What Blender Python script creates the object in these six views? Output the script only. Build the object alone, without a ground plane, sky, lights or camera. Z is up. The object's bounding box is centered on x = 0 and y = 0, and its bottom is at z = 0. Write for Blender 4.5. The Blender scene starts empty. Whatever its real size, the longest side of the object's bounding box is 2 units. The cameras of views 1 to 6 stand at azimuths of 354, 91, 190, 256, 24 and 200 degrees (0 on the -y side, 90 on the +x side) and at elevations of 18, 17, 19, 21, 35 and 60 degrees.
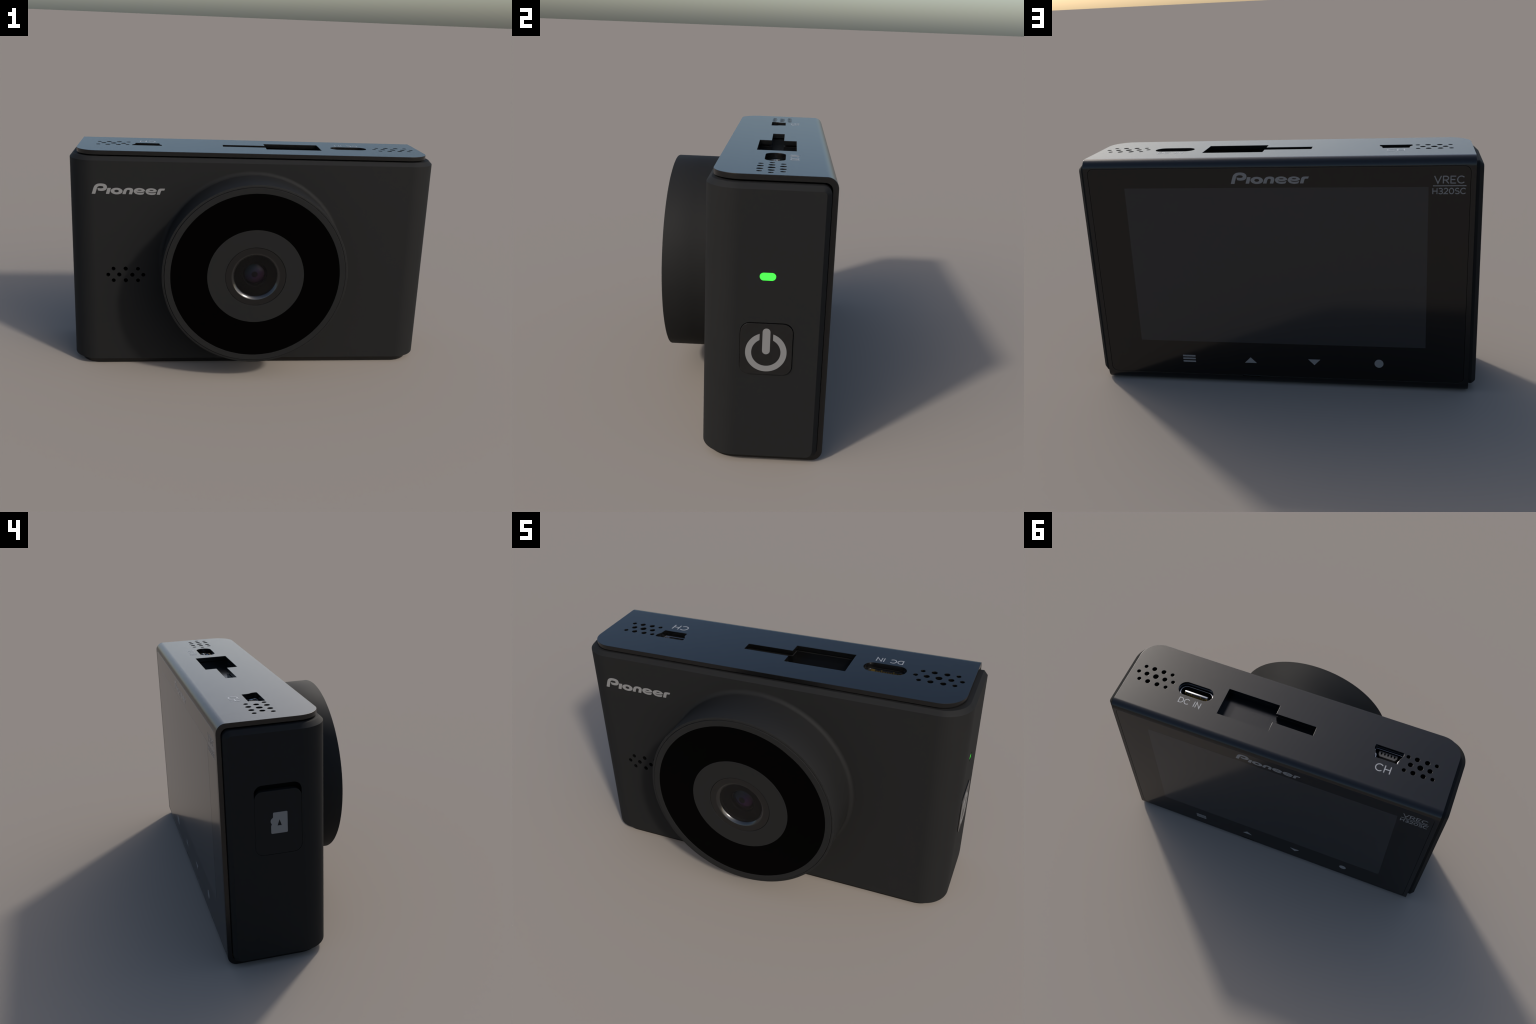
"""Compact dashboard camera: soft-black housing wrapped by a glossy bent sheet
(top + back + bottom), big lens barrel on the front, display on the back."""
import bpy, bmesh, math
from math import sin, cos, pi, radians
from mathutils import Vector, Matrix

SC = bpy.context.scene
COL = SC.collection

# ------------------------------------------------------------------ sizes (m)
SHELL_L, SHELL_R, SHELL_FRONT, SHELL_BACK, SHELL_TOP = -0.963, 0.9555, -0.109, 0.3788, 1.2150
SHEET = 0.023
BODY_L, BODY_R, BODY_FRONT, BODY_BACK, BODY_LOW, BODY_HIGH = -1.0, 0.9945, -0.1340, 0.3535, 0.0340, 1.1850
LENS_X, LENS_Z, LENS_FRONT = -0.0132, 0.614, -0.3815


# ------------------------------------------------------------------ materials
def material(name, color, rough, specular=0.5, noise=0.0, noise_scale=60.0, bump=0.0,
             metallic=0.0, emission=None, coat=0.0, ior=1.5, transmission=0.0):
    m = bpy.data.materials.new(name)
    m.use_nodes = True
    nt = m.node_tree
    b = nt.nodes["Principled BSDF"]
    b.inputs["Base Color"].default_value = (*color, 1)
    b.inputs["Roughness"].default_value = rough
    b.inputs["Specular IOR Level"].default_value = specular
    b.inputs["Metallic"].default_value = metallic
    b.inputs["Coat Weight"].default_value = coat
    b.inputs["IOR"].default_value = ior
    b.inputs["Transmission Weight"].default_value = transmission
    if emission:
        b.inputs["Emission Color"].default_value = (*emission, 1)
        b.inputs["Emission Strength"].default_value = 1.0
    if noise or bump:
        tc = nt.nodes.new("ShaderNodeTexCoord")
        nz = nt.nodes.new("ShaderNodeTexNoise")
        nz.inputs["Scale"].default_value = noise_scale
        nz.inputs["Detail"].default_value = 3.0
        nt.links.new(tc.outputs["Object"], nz.inputs["Vector"])
        if noise:
            ramp = nt.nodes.new("ShaderNodeValToRGB")
            lo, hi = [tuple(min(1, c * k) for c in color) for k in (1 - noise, 1 + noise)]
            ramp.color_ramp.elements[0].position = 0.3
            ramp.color_ramp.elements[1].position = 0.7
            ramp.color_ramp.elements[0].color = (*lo, 1)
            ramp.color_ramp.elements[1].color = (*hi, 1)
            nt.links.new(nz.outputs["Fac"], ramp.inputs["Fac"])
            nt.links.new(ramp.outputs["Color"], b.inputs["Base Color"])
        if bump:
            bp = nt.nodes.new("ShaderNodeBump")
            bp.inputs["Strength"].default_value = bump
            bp.inputs["Distance"].default_value = 0.001
            nt.links.new(nz.outputs["Fac"], bp.inputs["Height"])
            nt.links.new(bp.outputs["Normal"], b.inputs["Normal"])
    return m


M_BODY = material("soft_black_plastic", (0.0118, 0.0118, 0.0116), 0.68, 0.12, noise=0.04, noise_scale=220)
M_SHELL = material("glossy_black_sheet", (0.0022, 0.0022, 0.0022), 0.245, 0.5)
M_CAVITY = material("cavity_black", (0.0008, 0.0008, 0.0008), 0.8, 0.1)
M_SOCKET = material("socket_plastic", (0.0022, 0.0022, 0.0023), 0.22, 0.5)
M_GLASS = material("black_glass", (0.0012, 0.0012, 0.0012), 0.09, 0.5)
M_SCREEN = material("display_glass", (0.0200, 0.0202, 0.0212), 0.09, 0.5)
M_INK = material("grey_print", (0.185, 0.183, 0.18), 0.5, 0.3)
M_INK_GLASS = material("print_under_glass", (0.190, 0.187, 0.185), 0.09, 0.5)
M_INK_SIDE = material("grey_symbol", (0.175, 0.173, 0.17), 0.45, 0.4)
M_INK_TOP = material("pale_print", (0.26, 0.26, 0.265), 0.30, 0.5)
M_BLACKRING = material("light_trap_black", (0.0003, 0.0003, 0.0003), 0.18, 0.5, ior=1.11)
M_BEZEL = material("lens_bezel_black", (0.004, 0.0038, 0.0036), 0.16, 0.5)
M_CONE = material("polished_dark_metal", (0.004, 0.004, 0.004), 0.22, 0.9)
M_CLEAR = material("clear_glass", (0.95, 0.95, 0.96), 0.0, 0.5, transmission=1.0, ior=1.24)
M_LENSDISC = material("lens_cell_black", (0.0008, 0.0008, 0.0008), 0.5, 0.03)
M_BUTTON = material("button_black", (0.0048, 0.0046, 0.0044), 0.28, 0.5)
M_LED = material("green_light", (0.02, 0.5, 0.03), 0.4, 0.3, emission=(0.07, 0.98, 0.07))
M_STEEL = material("port_steel", (0.55, 0.56, 0.58), 0.10, 0.5, metallic=1.0)
M_PLATE = material("tongue_steel", (0.50, 0.50, 0.50), 0.32, 0.5, metallic=1.0)
M_TONGUE = material("port_tongue_plastic", (0.035, 0.034, 0.033), 0.45, 0.5)
M_GOLD = material("gold_contact", (0.55, 0.38, 0.09), 0.45, 0.5, metallic=1.0)


def coated_lens_material():
    """dark dome, teal / violet coating reflections painted into base colour round a dark pupil"""
    m = material("coated_lens", (0.004, 0.004, 0.006), 0.06, 0.07)
    nt = m.node_tree
    N, L = nt.nodes, nt.links
    b = N["Principled BSDF"]
    tc = N.new("ShaderNodeTexCoord")
    sep = N.new("ShaderNodeSeparateXYZ")
    L.new(tc.outputs["Object"], sep.inputs[0])

    def math_node(op, a, bb=None):
        n = N.new("ShaderNodeMath")
        n.operation = op
        for i, v in enumerate((a, bb)):
            if v is None:
                continue
            if isinstance(v, (int, float)):
                n.inputs[i].default_value = v
            else:
                L.new(v, n.inputs[i])
        return n.outputs[0]
    x = math_node("ADD", sep.outputs["X"], 0.003)
    z = math_node("SUBTRACT", sep.outputs["Z"], 0.002)
    r = math_node("SQRT", math_node("ADD", math_node("MULTIPLY", x, x), math_node("MULTIPLY", z, z)))
    # hue runs from lower right (violet) to upper left (teal)
    diag = math_node("ADD", math_node("MULTIPLY", math_node("SUBTRACT", z, x), 9.0), 0.5)
    hue = N.new("ShaderNodeValToRGB")
    e = hue.color_ramp.elements
    e[0].position, e[0].color = 0.12, (0.020, 0.005, 0.020, 1)
    e[1].position, e[1].color = 0.95, (0.003, 0.011, 0.018, 1)
    mid = hue.color_ramp.elements.new(0.55)
    mid.color = (0.007, 0.005, 0.022, 1)
    L.new(diag, hue.inputs["Fac"])
    band = N.new("ShaderNodeValToRGB")
    e = band.color_ramp.elements
    e[0].position, e[0].color = 0.25, (0.12, 0.12, 0.12, 1)
    e[1].position, e[1].color = 0.95, (0.10, 0.10, 0.10, 1)
    for p, v in ((0.36, 1.0), (0.52, 0.75), (0.80, 0.55)):
        k = band.color_ramp.elements.new(p)
        k.color = (v, v, v, 1)
    L.new(math_node("DIVIDE", r, 0.058), band.inputs["Fac"])
    mix = N.new("ShaderNodeMix")
    mix.data_type = "RGBA"
    mix.blend_type = "MULTIPLY"
    mix.inputs["Factor"].default_value = 1.0
    L.new(hue.outputs["Color"], mix.inputs["A"])
    L.new(band.outputs["Color"], mix.inputs["B"])
    L.new(mix.outputs["Result"], b.inputs["Base Color"])
    return m


M_LENS = coated_lens_material()


# ------------------------------------------------------------------ helpers
def new_object(name, mesh, parent=None, mats=(), smooth=40.0):
    o = bpy.data.objects.new(name, mesh)
    COL.objects.link(o)
    for m in mats:
        mesh.materials.append(m)
    o.parent = parent
    if smooth is not None:
        shade(o, smooth)
    return o


def shade(o, angle):
    me = o.data
    for p in me.polygons:
        p.use_smooth = True
    me.set_sharp_from_angle(angle=radians(angle))


def baked(o):
    """mesh with all modifiers applied"""
    bpy.context.view_layer.update()
    dg = bpy.context.evaluated_depsgraph_get()
    return bpy.data.meshes.new_from_object(o.evaluated_get(dg), preserve_all_data_layers=True, depsgraph=dg)


def apply_modifiers(o):
    me = baked(o)
    old = o.data
    o.modifiers.clear()
    o.data = me
    bpy.data.meshes.remove(old)


def mesh_from_bm(name, bm):
    bmesh.ops.recalc_face_normals(bm, faces=bm.faces[:])
    if bm.calc_volume(signed=True) < 0:          # thin slabs can come out inside-out
        bmesh.ops.reverse_faces(bm, faces=bm.faces[:])
    me = bpy.data.meshes.new(name)
    bm.to_mesh(me)
    bm.free()
    return me


def cut(o, cutter, op="DIFFERENCE", transfer=False):
    md = o.modifiers.new("cut", "BOOLEAN")
    md.object = cutter
    md.operation = op
    md.solver = "EXACT"
    md.material_mode = "TRANSFER" if transfer else "INDEX"
    apply_modifiers(o)


def drop(*obs):
    for o in obs:
        d = o.data
        bpy.data.objects.remove(o)
        bpy.data.meshes.remove(d)


def chamfer(o, width, angle=40.0, segments=2, clamp=True):
    md = o.modifiers.new("edge", "BEVEL")
    md.width = width
    md.segments = segments
    md.limit_method = "ANGLE"
    md.angle_limit = radians(angle)
    md.use_clamp_overlap = clamp
    apply_modifiers(o)


def finish(o, angle=35.0):
    shade(o, angle)
    md = o.modifiers.new("normals", "WEIGHTED_NORMAL")
    md.keep_sharp = True
    md.weight = 80
    apply_modifiers(o)


def box_bm(x0, x1, y0, y1, z0, z1):
    bm = bmesh.new()
    bmesh.ops.create_cube(bm, size=1.0)
    for v in bm.verts:
        v.co = ((x0 + x1) / 2 + v.co.x * (x1 - x0), (y0 + y1) / 2 + v.co.y * (y1 - y0), (z0 + z1) / 2 + v.co.z * (z1 - z0))
    return bm


def round_edges(bm, test, radius, segments):
    es = [e for e in bm.edges if test(e.verts[0].co, e.verts[1].co)]
    bmesh.ops.bevel(bm, geom=es, offset=radius, offset_type="OFFSET", segments=segments, profile=0.5,
                    affect="EDGES", clamp_overlap=True)


# flat outlines live in a local (u, v) plane and are extruded along w
PLANES = {
    "front": Matrix(((1, 0, 0), (0, 0, -1), (0, 1, 0))),     # u=+x v=+z w=-y
    "back": Matrix(((-1, 0, 0), (0, 0, 1), (0, 1, 0))),      # u=-x v=+z w=+y
    "top": Matrix(((-1, 0, 0), (0, -1, 0), (0, 0, 1))),      # read from behind: u=-x v=-y w=+z
    "plan": Matrix(((1, 0, 0), (0, 1, 0), (0, 0, 1))),
    "right": Matrix(((0, 0, 1), (1, 0, 0), (0, 1, 0))),      # u=+y v=+z w=+x
    "left": Matrix(((0, 0, -1), (-1, 0, 0), (0, 1, 0))),     # u=-y v=+z w=-x
}


def prism_mesh(outlines, w0, w1, plane="plan", origin=(0, 0, 0)):
    """solid slab from filled closed outlines (holes by nesting)"""
    cu = bpy.data.curves.new("outline", "CURVE")
    cu.dimensions = "2D"
    cu.fill_mode = "BOTH"
    cu.extrude = abs(w1 - w0) / 2
    for pts in outlines:
        s = cu.splines.new("POLY")
        s.points.add(len(pts) - 1)
        for p, q in zip(s.points, pts):
            p.co = (q[0], q[1], 0, 1)
        s.use_cyclic_u = True
    tmp = bpy.data.objects.new("outline", cu)
    COL.objects.link(tmp)
    me = baked(tmp)
    bpy.data.objects.remove(tmp)
    bpy.data.curves.remove(cu)
    bm = bmesh.new()
    bm.from_mesh(me)
    bpy.data.meshes.remove(me)
    bmesh.ops.remove_doubles(bm, verts=bm.verts[:], dist=1e-6)
    rot = PLANES[plane]
    for v in bm.verts:
        v.co = rot @ Vector((v.co.x, v.co.y, v.co.z + (w0 + w1) / 2)) + Vector(origin)
    return mesh_from_bm("slab", bm)


def join_meshes(meshes, name="joined"):
    bm = bmesh.new()
    for me in meshes:
        bm.from_mesh(me)
        bpy.data.meshes.remove(me)
    me = bpy.data.meshes.new(name)
    bm.to_mesh(me)
    bm.free()
    return me


def circle(cx, cy, r, n=40, a0=0.0, a1=2 * pi):
    full = abs(a1 - a0 - 2 * pi) < 1e-6
    return [(cx + r * cos(a0 + (a1 - a0) * i / (n if full else n - 1)),
             cy + r * sin(a0 + (a1 - a0) * i / (n if full else n - 1))) for i in range(n)]


def ellipse(cx, cy, rx, ry, n=48):
    return [(cx + rx * cos(2 * pi * i / n), cy + ry * sin(2 * pi * i / n)) for i in range(n)]


def round_rect(u0, u1, v0, v1, r, n=8):
    pts = []
    for cx, cy, a in ((u1 - r, v1 - r, 0), (u0 + r, v1 - r, pi / 2), (u0 + r, v0 + r, pi), (u1 - r, v0 + r, 3 * pi / 2)):
        pts += [(cx + r * cos(a + pi / 2 * i / n), cy + r * sin(a + pi / 2 * i / n)) for i in range(n + 1)]
    return pts


def smooth_path(points, n=7):
    """closed outline; points given as (x, y) are smooth, (x, y, 1) are corners"""
    P = [Vector(p[:2]) for p in points]
    corner = [len(p) > 2 for p in points]
    out, m = [], len(P)
    for i in range(m):
        j = (i + 1) % m
        if corner[i] and corner[j]:
            out.append(tuple(P[i]))
            continue
        t0 = (P[j] - P[i]) if corner[i] else (P[j] - P[i - 1]) * 0.5
        t1 = (P[j] - P[i]) if corner[j] else (P[(j + 1) % m] - P[i]) * 0.5
        # keep tangents no longer than the chord so uneven spacing does not overshoot
        chord = (P[j] - P[i]).length
        t0, t1 = [t * min(1.0, chord / max(t.length, 1e-9)) for t in (t0, t1)]
        for k in range(n):
            s = k / n
            h = (2 * s**3 - 3 * s**2 + 1, s**3 - 2 * s**2 + s, -2 * s**3 + 3 * s**2, s**3 - s**2)
            out.append(tuple(P[i] * h[0] + t0 * h[1] + P[j] * h[2] + t1 * h[3]))
    return out


def stroke_outline(path, w):
    """pen stroke of width w along an open path -> closed outline"""
    P = [Vector(p) for p in path]
    left, right = [], []
    for i, p in enumerate(P):
        d0 = (P[i] - P[i - 1]).normalized() if i else (P[1] - P[0]).normalized()
        d1 = (P[i + 1] - P[i]).normalized() if i < len(P) - 1 else d0
        nrm = Vector((-(d0 + d1).y, (d0 + d1).x)).normalized()
        k = w / 2 / max(0.35, nrm.dot(Vector((-d0.y, d0.x))))
        left.append(tuple(p + nrm * k))
        right.append(tuple(p - nrm * k))
    return left + right[::-1]


def arc(cx, cy, rx, ry, a0, a1, n=18):
    return [(cx + rx * cos(radians(a0 + (a1 - a0) * i / n)), cy + ry * sin(radians(a0 + (a1 - a0) * i / n))) for i in range(n + 1)]


# monoline sans letters in a cell of height 1: (advance width, strokes)
H = 0.5
LETTERS = {
    "V": (0.82, [[(0.05, 1.0), (0.41, 0.04), (0.77, 1.0)]]),
    "R": (0.74, [[(0.10, 0), (0.10, 1)],
                 [(0.10, 0.95), (0.40, 0.95)] + arc(0.40, 0.70, 0.24, 0.25, 85, -90) + [(0.10, 0.45)],
                 [(0.36, 0.45), (0.68, 0.0)]]),
    "E": (0.68, [[(0.64, 0.95), (0.10, 0.95), (0.10, 0.05), (0.64, 0.05)], [(0.10, 0.51), (0.55, 0.51)]]),
    "C": (0.86, [arc(0.46, 0.5, 0.40, 0.46, 42, 318, 30)]),
    "H": (0.80, [[(0.10, 0), (0.10, 1)], [(0.70, 0), (0.70, 1)], [(0.10, 0.5), (0.70, 0.5)]]),
    "D": (0.84, [[(0.36, 0.95), (0.10, 0.95), (0.10, 0.05), (0.36, 0.05)],
                 [(0.33, 0.05)] + arc(0.36, 0.5, 0.40, 0.45, -90, 90, 26) + [(0.33, 0.95)]]),
    "I": (0.28, [[(0.14, 0), (0.14, 1)]]),
    "N": (0.84, [[(0.10, 0), (0.10, 0.985), (0.74, 0.015), (0.74, 1)]]),
    "3": (0.70, [arc(0.34, 0.725, 0.26, 0.235, 150, -88, 20) + [(0.24, 0.49)],
                 [(0.26, 0.49)] + arc(0.34, 0.265, 0.29, 0.225, 90, -150, 22)]),
    "2": (0.70, [arc(0.34, 0.70, 0.26, 0.26, 160, -28, 18) + [(0.10, 0.06), (0.64, 0.06)]]),
    "0": (0.78, [arc(0.39, 0.5, 0.31, 0.46, 0, 360, 36)]),
    "S": (0.72, [arc(0.36, 0.725, 0.25, 0.235, 30, 235, 16) + arc(0.36, 0.275, 0.28, 0.235, 62, -150, 18)]),
    " ": (0.50, []),
}


def lettering_mesh(text, u0, u1, v0, v1, weight, plane, origin, w_low, w_high):
    """printed text fitted into the (u, v) box"""
    total = sum(LETTERS[c][0] for c in text)
    gap = 0.06
    total += gap * (len(text) - 1)
    sx, sy = (u1 - u0) / total, v1 - v0
    cursor, parts = 0.0, []
    for c in text:
        adv, strokes = LETTERS[c]
        for i, st in enumerate(strokes):
            path = [(u0 + (cursor + p[0]) * sx, v0 + p[1] * sy) for p in st]
            lift = 0.00012 * i          # crossing strokes never share a plane
            parts.append(prism_mesh([stroke_outline(path, weight)], w_low, w_high + lift, plane, origin))
        cursor += adv + gap
    return join_meshes(parts, "lettering")


def brand_outlines():
    """slanted wide brand word; drawn on a grid 1835 wide, cap height 267"""
    e_shape = [(1588, 338), (1560, 362), (1515, 376), (1450, 381), (1395, 374), (1362, 362, 1),
               (1388, 389), (1450, 399), (1515, 394), (1570, 381, 1), (1547, 430, 1), (1520, 439), (1445, 446),
               (1345, 422), (1302, 360), (1342, 298), (1445, 273), (1545, 294)]
    word = [
        [(255, 445, 1), (342, 445, 1), (385, 305, 1), (402, 266), (440, 246), (485, 241), (532, 250), (550, 272),
         (533, 295), (480, 304), (398, 293, 1), (415, 358, 1), (490, 368), (570, 356), (620, 322), (637, 270),
         (622, 220), (572, 188), (485, 177), (402, 188), (342, 224), (308, 280)],
        [(607, 440, 1), (690, 440, 1), (735, 288, 1), (650, 288, 1)],
        [(1018, 438, 1), (1100, 438, 1), (1122, 362, 1), (1142, 334), (1176, 326), (1204, 338), (1202, 365, 1),
         (1178, 438, 1), (1258, 438, 1), (1288, 345), (1278, 300), (1235, 279), (1180, 274), (1120, 284), (1072, 315), (1045, 360)],
        e_shape,
        [(x + 297, *r) for x, *r in e_shape],
        [(1880, 436, 1), (1960, 436, 1), (1984, 358, 1), (1998, 332), (2028, 326, 1), (2072, 326, 1), (2092, 276, 1),
         (2005, 276, 1), (1950, 284), (1918, 316), (1902, 362)],
    ]
    outlines = [smooth_path(p) for p in word]
    outlines += [ellipse(876, 364, 148, 84), ellipse(875, 363, 57, 34),
                 ellipse(1452, 328, 54, 13), ellipse(1749, 327, 54, 13)]
    return outlines


def brand_mesh(u0, v0, width, height, plane, origin, w0, w1):
    sx, sy = width / 1837.0, height / 268.0
    out = [[(u0 + (x - 255) * sx, v0 + (445 - y - (x - 255) * 0.0045) * sy) for x, y in ol] for ol in brand_outlines()]
    return prism_mesh(out, w0, w1, plane, origin)


def revolve(name, profile, segments=128, mats=(), parent=None, center=(LENS_X, 0, LENS_Z), smooth=30.0, closed=False):
    """profile of (radius, y) turned round the lens axis; radius 0 closes to a pole"""
    bm = bmesh.new()
    rings = []
    for r, y in profile:
        if r < 1e-6:
            rings.append([bm.verts.new((0, y, 0))])
        else:
            rings.append([bm.verts.new((r * cos(2 * pi * i / segments), y, r * sin(2 * pi * i / segments))) for i in range(segments)])
    pairs = list(zip(rings, rings[1:])) + ([(rings[-1], rings[0])] if closed else [])
    for a, b in pairs:
        for i in range(segments):
            j = (i + 1) % segments
            if len(a) == 1:
                bm.faces.new((a[0], b[i], b[j]))
            elif len(b) == 1:
                bm.faces.new((a[i], a[j], b[0]))
            else:
                bm.faces.new((a[i], a[j], b[j], b[i]))
    me = mesh_from_bm(name, bm)
    o = new_object(name, me, parent, mats, smooth)
    o.location = center
    return o


def dome(name, r, y_base, height, mats, parent):
    R = (r * r + height * height) / (2 * height)
    prof = [(R * sin(t), y_base - height + R * (1 - cos(t))) for t in
            [math.asin(min(1, r / R)) * i / 16 for i in range(17)]]
    prof[0] = (0.0, prof[0][1])
    return revolve(name, prof, 64, mats, parent, smooth=60)


# ------------------------------------------------------------------ the thing
camera = bpy.data.objects.new("dash_camera", None)
camera.empty_display_size = 0.2
COL.objects.link(camera)
camera["label"] = "compact black dashboard camera with big round lens"
camera["category"] = "dash camera"

# ---- openings shared by sheet and housing (plan coordinates x, y)
S, M, B = 0.0109, 0.0136, 0.0158
vent_dc = [(x, y, r) for y, row in (
    (0.0712, ((0.8835, S), (0.8310, M), (0.7722, M), (0.7175, S))),
    (0.1170, ((0.9086, S), (0.8582, M), (0.8012, B), (0.7445, M), (0.6927, S))),
    (0.1637, ((0.8838, S), (0.8305, M), (0.7716, M), (0.7175, S)))) for x, r in row]
vent_ch = [(x, y, r) for y, row in (
    (0.0910, ((-0.6993, S), (-0.7490, M), (-0.8057, M), (-0.8577, S))),
    (0.1350, ((-0.7232, M), (-0.7780, B), (-0.8317, M))),
    (0.1792, ((-0.6994, S), (-0.7498, M), (-0.8060, M), (-0.8578, S)))) for x, r in row]
vents = [circle(x, y, r, 28) for x, y, r in vent_dc + vent_ch]
PORT_DC = (0.544, 0.1265)
port_dc_hole = round_rect(0.4405, 0.6475, 0.0825, 0.1705, 0.0435, 12)
PORT_CH = (-0.5928, 0.1175)


def mini_port(grow=0.0):
    half = [(0.0785, 0.078), (0.0808, 0.084), (0.0808, 0.099), (0.0775, 0.109), (0.0705, 0.118), (0.0672, 0.128), (0.0650, 0.157)]
    half = [(h + grow, 0.1175 + (y - 0.1175) * (1 + grow / 0.04)) for h, y in half]
    cx = PORT_CH[0]
    return [(cx + h, y) for h, y in half] + [(cx - h, y) for h, y in half[::-1]]


mount_slot = [(0.375, 0.0385), (0.375, 0.2183), (0.0655, 0.2183), (0.0655, 0.157), (-0.173, 0.157),
              (-0.173, 0.0975), (0.0655, 0.0975), (0.0655, 0.0385)]

# ---- bent sheet: top plate, back plate, bottom plate in one piece
bm = box_bm(SHELL_L, SHELL_R, SHELL_FRONT, SHELL_BACK, 0.0, SHELL_TOP)
round_edges(bm, lambda a, b: abs(a.z - b.z) > 0.5 and a.y < 0, 0.117, 14)
round_edges(bm, lambda a, b: abs(a.x - b.x) > 0.5 and a.y > 0.3 and b.y > 0.3 and abs(a.z - b.z) < 1e-4
            and abs(a.y - b.y) < 1e-4, 0.046, 10)
shell = new_object("wrap_cover", mesh_from_bm("wrap_cover", bm), camera, (M_SHELL,), None)
bm = box_bm(-1.2, 1.2, -0.6, SHELL_BACK - SHEET, SHEET, SHELL_TOP - SHEET)
round_edges(bm, lambda a, b: abs(a.x - b.x) > 0.5 and a.y > 0.3, 0.030, 8)
inner = new_object("cutter", mesh_from_bm("cutter", bm), None, (), None)
cut(shell, inner)
drop(inner)
chamfer(shell, 0.0016, 50, 2)

cutter = new_object("cutter", join_meshes(
    [prism_mesh([v], 1.15, 1.26) for v in vents + [port_dc_hole, mini_port(), mount_slot]]), None, (), None)
cut(shell, cutter)
drop(cutter)
# shallow pocket for the back glass and a small pry notch below it
pocket = new_object("cutter", prism_mesh([round_rect(-0.9330, 0.9390, 0.0500, 1.1715, 0.030)], 0.372, 0.40, "back"), None, (), None)
cut(shell, pocket)
notch = new_object("cutter", prism_mesh([round_rect(-0.203, -0.108, 0.0425, 0.0600, 0.004)], 0.366, 0.40, "back"), None, (), None)
cut(shell, notch)
drop(pocket, notch)
chamfer(shell, 0.0014, 60, 2, clamp=False)
finish(shell, 35)

# ---- housing
bm = box_bm(BODY_L, BODY_R, BODY_FRONT, BODY_BACK, BODY_LOW - 0.0195, BODY_HIGH)
round_edges(bm, lambda a, b: abs(a.z - b.z) > 0.5 and a.y < 0, 0.140, 18)
round_edges(bm, lambda a, b: abs(a.x - b.x) > 0.5 and a.y > 0.3 and b.y > 0.3 and a.z > 1.0, 0.034, 8)
round_edges(bm, lambda a, b: abs(a.x - b.x) > 0.5 and a.y > 0.3 and b.y > 0.3 and max(a.z, b.z) < 0.1, 0.050, 10)
# 45 degree chamfer round the whole side loop; its lowest part is then cut off flat,
# so the bottom rim stays crisp while the top and rear edges keep the chamfer
rim = [e for e in bm.edges if e.calc_face_angle(0) > radians(60)]
bmesh.ops.bevel(bm, geom=rim, offset=0.0195, offset_type="OFFSET", segments=1, affect="EDGES", clamp_overlap=True)
bmesh.ops.bisect_plane(bm, geom=bm.verts[:] + bm.edges[:] + bm.faces[:], dist=1e-6, plane_co=(0, 0, BODY_LOW),
                       plane_no=(0, 0, -1), clear_outer=True)
bmesh.ops.holes_fill(bm, edges=[e for e in bm.edges if e.is_boundary], sides=0)
housing = new_object("housing", mesh_from_bm("housing", bm), camera, (M_BODY, M_CAVITY, M_SOCKET), None)
chamfer(housing, 0.0026, 30, 2)

mic = [(-0.7690, 0.5715, 0.0107), (-0.7033, 0.5718, 0.0117), (-0.6366, 0.5712, 0.0107),
       (-0.7977, 0.5368, 0.0107), (-0.7382, 0.5374, 0.0117), (-0.6675, 0.5366, 0.0117), (-0.6076, 0.5366, 0.0107),
       (-0.7690, 0.5040, 0.0107), (-0.7033, 0.5042, 0.0117), (-0.6368, 0.5042, 0.0107)]
# hollow chambers behind the two perforated areas, so the holes run deep
for b in ((-0.850, -0.560, -0.116, 0.25, 0.455, 0.620), (0.668, 0.935, 0.040, 0.195, 0.75, 1.160)):
    void = new_object("cutter", mesh_from_bm("cutter", box_bm(*b)), None, (M_CAVITY,), None)
    cut(housing, void, transfer=True)
    drop(void)
dark = new_object("cutter", join_meshes(
    [prism_mesh([circle(x, z, r, 28)], 0.09, 0.20, "front") for x, z, r in mic]
    + [prism_mesh([circle(x, y, r, 28)], 1.12, 1.25) for x, y, r in vent_dc]
    + [prism_mesh([circle(x, y, r, 28)], 1.10, 1.25) for x, y, r in vent_ch]
    + [prism_mesh([round_rect(0.4405, 0.6475, 0.0825, 0.1705, 0.0435, 12)], 1.152, 1.25),
       prism_mesh([mini_port()], 1.165, 1.25)]), None, (M_CAVITY,), None)
cut(housing, dark, transfer=True)
socket = new_object("cutter", join_meshes(
    [prism_mesh([[(0.375, 0.0385), (0.375, 0.2183), (0.0655, 0.2183), (0.0655, 0.0385)]], 1.151, 1.25)]), None, (M_SOCKET,), None)
cut(housing, socket, transfer=True)
slit = new_object("cutter", prism_mesh([[(-0.173, 0.0975), (0.10, 0.0975), (0.10, 0.157), (-0.173, 0.157)]], 1.1505, 1.25), None, (M_SOCKET,), None)
cut(housing, slit, transfer=True)
drop(dark, socket, slit)
# side recesses: power key, status light, card door with its nail notch
side = new_object("cutter", join_meshes([
    prism_mesh([round_rect(0.0913, 0.1558, 0.8057, 0.8389, 0.0162, 10)], 0.985, 1.1, "right"),
    prism_mesh([round_rect(0.0205, 0.2335, 0.4085, 0.6315, 0.040, 10)], 0.970, 1.1, "right"),
    prism_mesh([round_rect(-0.2300, -0.0085, 0.5800, 0.9240, 0.038, 10)], 0.955, 1.1, "left")]), None, (M_CAVITY,), None)
cut(housing, side, transfer=True)
drop(side)
finish(housing, 28)

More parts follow.
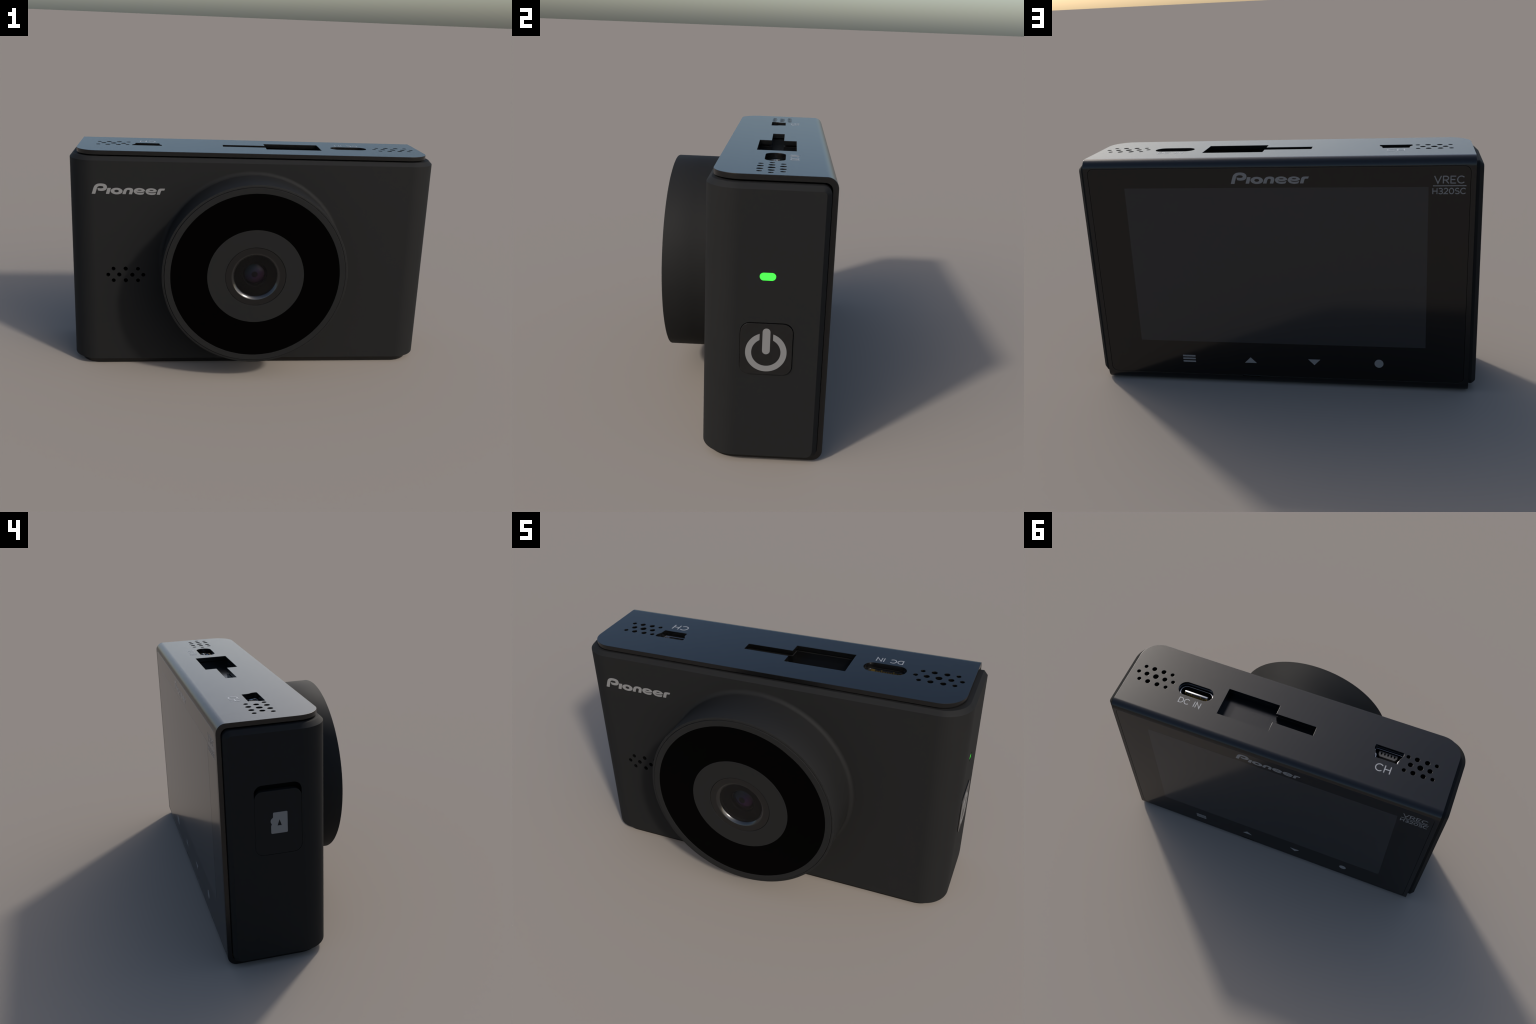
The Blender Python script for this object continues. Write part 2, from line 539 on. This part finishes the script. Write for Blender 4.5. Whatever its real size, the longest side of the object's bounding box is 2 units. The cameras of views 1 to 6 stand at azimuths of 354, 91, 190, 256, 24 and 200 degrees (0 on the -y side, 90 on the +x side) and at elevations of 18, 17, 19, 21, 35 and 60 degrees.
# ---- lens barrel with a soft root fillet
fr = 0.021
root = [(0.4908 + fr * (1 - sin(t)), BODY_FRONT - 0.0002 - fr * (1 - cos(t))) for t in [pi / 2 * i / 10 for i in range(11)]]
barrel_profile = [(0.4908 + fr, BODY_FRONT + 0.02)] + root + [
    (0.4908, -0.25), (0.4908, -0.3742), (0.4896, -0.3769), (0.4868, -0.3781), (0.4785, -0.3785), (0.4785, -0.34), (0.20, -0.34), (0.20, BODY_FRONT + 0.02)]
barrel = revolve("lens_barrel", barrel_profile, 160, (M_BODY,), camera, smooth=35)


def disc_ring(name, r_out, r_in, front, depth, mat, parent, edge=0.0012):
    prof = [(r_in, front + depth), (r_in, front + edge), (r_in + edge, front), (r_out - edge, front), (r_out, front + edge), (r_out, front + depth)]
    return revolve(name, prof, 160, (mat,), parent, smooth=25, closed=True)


front_ring = disc_ring("front_ring", 0.4765, 0.4454, LENS_FRONT, 0.03, M_BODY, barrel, 0.0012)
light_trap = disc_ring("light_trap_ring", 0.4454, 0.2547, LENS_FRONT, 0.03, M_BLACKRING, barrel, 0.0003)
inner_ring = disc_ring("inner_ring", 0.2547, 0.1605, LENS_FRONT, 0.03, M_BODY, barrel, 0.0006)
bezel = revolve("lens_bezel", [(0.1594, -0.33), (0.1594, -0.3785), (0.1585, -0.3800), (0.1275, -0.3800), (0.1275, -0.33)], 128, (M_BEZEL,), barrel, smooth=25, closed=True)
lip = [(0.1275, -0.3800), (0.1266, -0.3798), (0.1142, -0.3692), (0.1130, -0.3670)]
cone = revolve("polished_lip", lip + [(0.1130, -0.34), (0.1275, -0.34)], 128, (M_CONE,), barrel, smooth=40, closed=True)
cell = revolve("lens_cell", [(0.1128, -0.331), (0.1128, -0.3475), (0.066, -0.3460), (0.0595, -0.3400), (0.0595, -0.315), (0.1128, -0.315)], 96, (M_LENSDISC,), barrel, closed=True)
iris = dome("coated_lens", 0.0600, -0.3230, 0.0215, (M_LENS,), barrel)
# thin flat cover pane
glass = revolve("front_glass", [(0.0, -0.3672), (0.1135, -0.3672), (0.1135, -0.3655), (0.0, -0.3655)], 96, (M_CLEAR,), barrel, smooth=30)
for o in (front_ring, light_trap, inner_ring, bezel, cone, cell, iris, glass):
    o.location = (0, 0, 0)

# ---- display side
panel = new_object("display_panel", prism_mesh([round_rect(-0.9320, 0.9380, 0.0510, 1.1705, 0.0290)], 0.3715, 0.3784, "back"), camera, (M_GLASS,), None)
chamfer(panel, 0.0008, 50, 1)
finish(panel, 35)
screen = new_object("display_screen", prism_mesh([[(-0.7460, 0.2399), (0.7475, 0.2399), (0.7475, 1.0718), (-0.7460, 1.0718)]], 0.3735, 0.3786, "back"), panel, (M_SCREEN,), 30)
PROUD0, PROUD1 = 0.3765, 0.3789
new_object("brand_lettering", brand_mesh(-0.1975, 1.0925, 0.3840, 0.0562, "back", (0, 0, 0), PROUD0, PROUD1), panel, (M_INK_GLASS,), 30)
new_object("model_lettering", join_meshes([
    lettering_mesh("VREC", 0.7720, 0.9130, 1.0880, 1.1240, 0.0050, "back", (0, 0, 0), PROUD0, PROUD1),
    lettering_mesh("H320SC", 0.7640, 0.9190, 1.0376, 1.0660, 0.0044, "back", (0, 0, 0), PROUD0, PROUD1)]), panel, (M_INK_GLASS,), 30)
new_object("divider_line", prism_mesh([[(0.7676, 1.0748), (0.9193, 1.0748), (0.9193, 1.0792), (0.7676, 1.0792)]], PROUD0, PROUD1, "back"), panel, (M_INK_GLASS,), 30)
new_object("menu_symbol", join_meshes([
    prism_mesh([[(-0.5250, z - 0.0045), (-0.4562, z - 0.0045), (-0.4562, z + 0.0045), (-0.5250, z + 0.0045)]], PROUD0, PROUD1, "back")
    for z in (0.1537, 0.1380, 0.1217)]), panel, (M_INK_GLASS,), 30)
up = prism_mesh([[(-0.1875, 0.1240), (-0.1240, 0.1240), (-0.1555, 0.1560)]], PROUD0, PROUD1, "back")
new_object("up_arrow_symbol", up, panel, (M_INK_GLASS,), 30)
down = prism_mesh([[(0.1500, 0.1560), (0.1820, 0.1235), (0.2140, 0.1560)]], PROUD0, PROUD1, "back")
new_object("down_arrow_symbol", down, panel, (M_INK_GLASS,), 30)
new_object("record_symbol", prism_mesh([circle(0.5155, 0.1442, 0.0227, 40)], PROUD0, PROUD1, "back"), panel, (M_INK_GLASS,), 30)

# ---- front print
new_object("brand_lettering", brand_mesh(-0.8745, 0.9885, 0.3840, 0.0562, "front", (0, 0, 0), 0.1320, -BODY_FRONT + 0.0008), housing, (M_INK,), 30)

# ---- top print
new_object("port_lettering", lettering_mesh("DC IN", -0.6140, -0.4780, -0.2283, -0.1915, 0.0046, "top", (0, 0, 0), SHELL_TOP - 0.002, SHELL_TOP + 0.0005), shell, (M_INK_TOP,), 30)
new_object("port_lettering", lettering_mesh("CH", 0.5490, 0.6390, -0.2350, -0.1880, 0.0058, "top", (0, 0, 0), SHELL_TOP - 0.002, SHELL_TOP + 0.0005), shell, (M_INK_TOP,), 30)

# ---- right side: power key and status light
key = new_object("power_button", prism_mesh([round_rect(0.0222, 0.2312, 0.4100, 0.6285, 0.0385, 10)], 0.965, 0.9993, "right"), camera, (M_BUTTON,), None)
chamfer(key, 0.0034, 50, 3)
finish(key, 35)
cy, cz, ro, ri, gap = 0.1268, 0.5068, 0.0828, 0.0586, 0.0270
ao, ai = math.acos(gap / ro), math.acos(gap / ri)
ring = circle(cy, cz, ro, 60, pi - ao, 2 * pi + ao) + circle(cy, cz, ri, 50, pi - ai, 2 * pi + ai)[::-1]
bar = round_rect(cy - 0.0155, cy + 0.0155, 0.4990, 0.6090, 0.0154, 10)
new_object("power_symbol", prism_mesh([ring, bar], 0.9975, 1.0001, "right"), key, (M_INK_SIDE,), 30)
light = new_object("status_light", prism_mesh([round_rect(0.0918, 0.1553, 0.8062, 0.8384, 0.0158, 10)], 0.975, BODY_R - 0.0028, "right"), camera, (M_LED,), 30)

# ---- left side: memory card door
door = new_object("card_door", prism_mesh([round_rect(-0.2290, -0.0096, 0.5811, 0.8930, 0.0368, 10)], 0.970, 0.9995, "left"), camera, (M_BODY,), None)
chamfer(door, 0.0015, 50, 2)
finish(door, 35)
card = smooth_path([(-0.1445, 0.7840, 1), (-0.1415, 0.7873, 1), (-0.0800, 0.7873, 1), (-0.0772, 0.7840, 1), (-0.0772, 0.6870, 1), (-0.0805, 0.6838, 1),
                    (-0.1515, 0.6838, 1), (-0.1548, 0.6870, 1), (-0.1550, 0.7235, 1), (-0.1510, 0.7310, 1), (-0.1555, 0.7390), (-0.1564, 0.7475),
                    (-0.1535, 0.7550), (-0.1448, 0.7635, 1)])
new_object("card_symbol", prism_mesh([card, [(-0.1252, 0.7215), (-0.1050, 0.7215), (-0.1150, 0.7520)]], 0.9975, 1.0006, "left"), door, (M_INK_SIDE,), 30)

# ---- ports
port = new_object("power_port", prism_mesh([round_rect(0.4425, 0.6455, 0.0845, 0.1685, 0.0415, 12), round_rect(0.4500, 0.6380, 0.0920, 0.1610, 0.0340, 12)],
                                           1.115, 1.1860, "plan"), camera, (M_STEEL,), None)
chamfer(port, 0.0015, 50, 2)
shade(port, 35)
bm = box_bm(0.4735, 0.6145, 0.1190, 0.1345, 1.08, 1.187)
tongue = new_object("port_tongue", mesh_from_bm("tongue", bm), port, (M_TONGUE,), None)
chamfer(tongue, 0.003, 50, 2)
shade(tongue, 35)
plate = new_object("tongue_plate", mesh_from_bm("tongue_plate", box_bm(0.4745, 0.6135, 0.1220, 0.1325, 1.17, 1.1890)), port, (M_PLATE,), None)
chamfer(plate, 0.002, 50, 2)
shade(plate, 35)
for face in (1,):
    for i in range(12):
        tall = 0.008 if i in (0, 3, 8, 11) else 0.0
        bm = box_bm(-0.0036, 0.0036, -0.0014, 0.0014, -0.075, -0.010 + tall)
        o = new_object("gold_contact", mesh_from_bm("gold_contact", bm), port, (M_GOLD,), None)
        o.location = (0.4805 + i * 0.0116, 0.1268 + face * 0.0085, 1.1840)

aux = new_object("camera_port", prism_mesh([mini_port(-0.0015), mini_port(-0.0065)], 1.13, 1.1870, "plan"), camera, (M_STEEL,), None)
chamfer(aux, 0.0012, 50, 2)
shade(aux, 35)
cx = PORT_CH[0]
tong = [(cx + 0.052, 0.094), (cx + 0.052, 0.113), (cx + 0.042, 0.127), (cx - 0.042, 0.127), (cx - 0.052, 0.113), (cx - 0.052, 0.094)]
grooves = []
for i in range(5):
    gx = cx + (i - 2) * 0.0185
    grooves.append([(gx - 0.0042, 0.0985), (gx + 0.0042, 0.0985), (gx + 0.0042, 0.1135), (gx - 0.0042, 0.1135)])
new_object("port_tongue", prism_mesh([tong] + grooves, 1.14, 1.1860, "plan"), aux, (M_TONGUE,), 30)
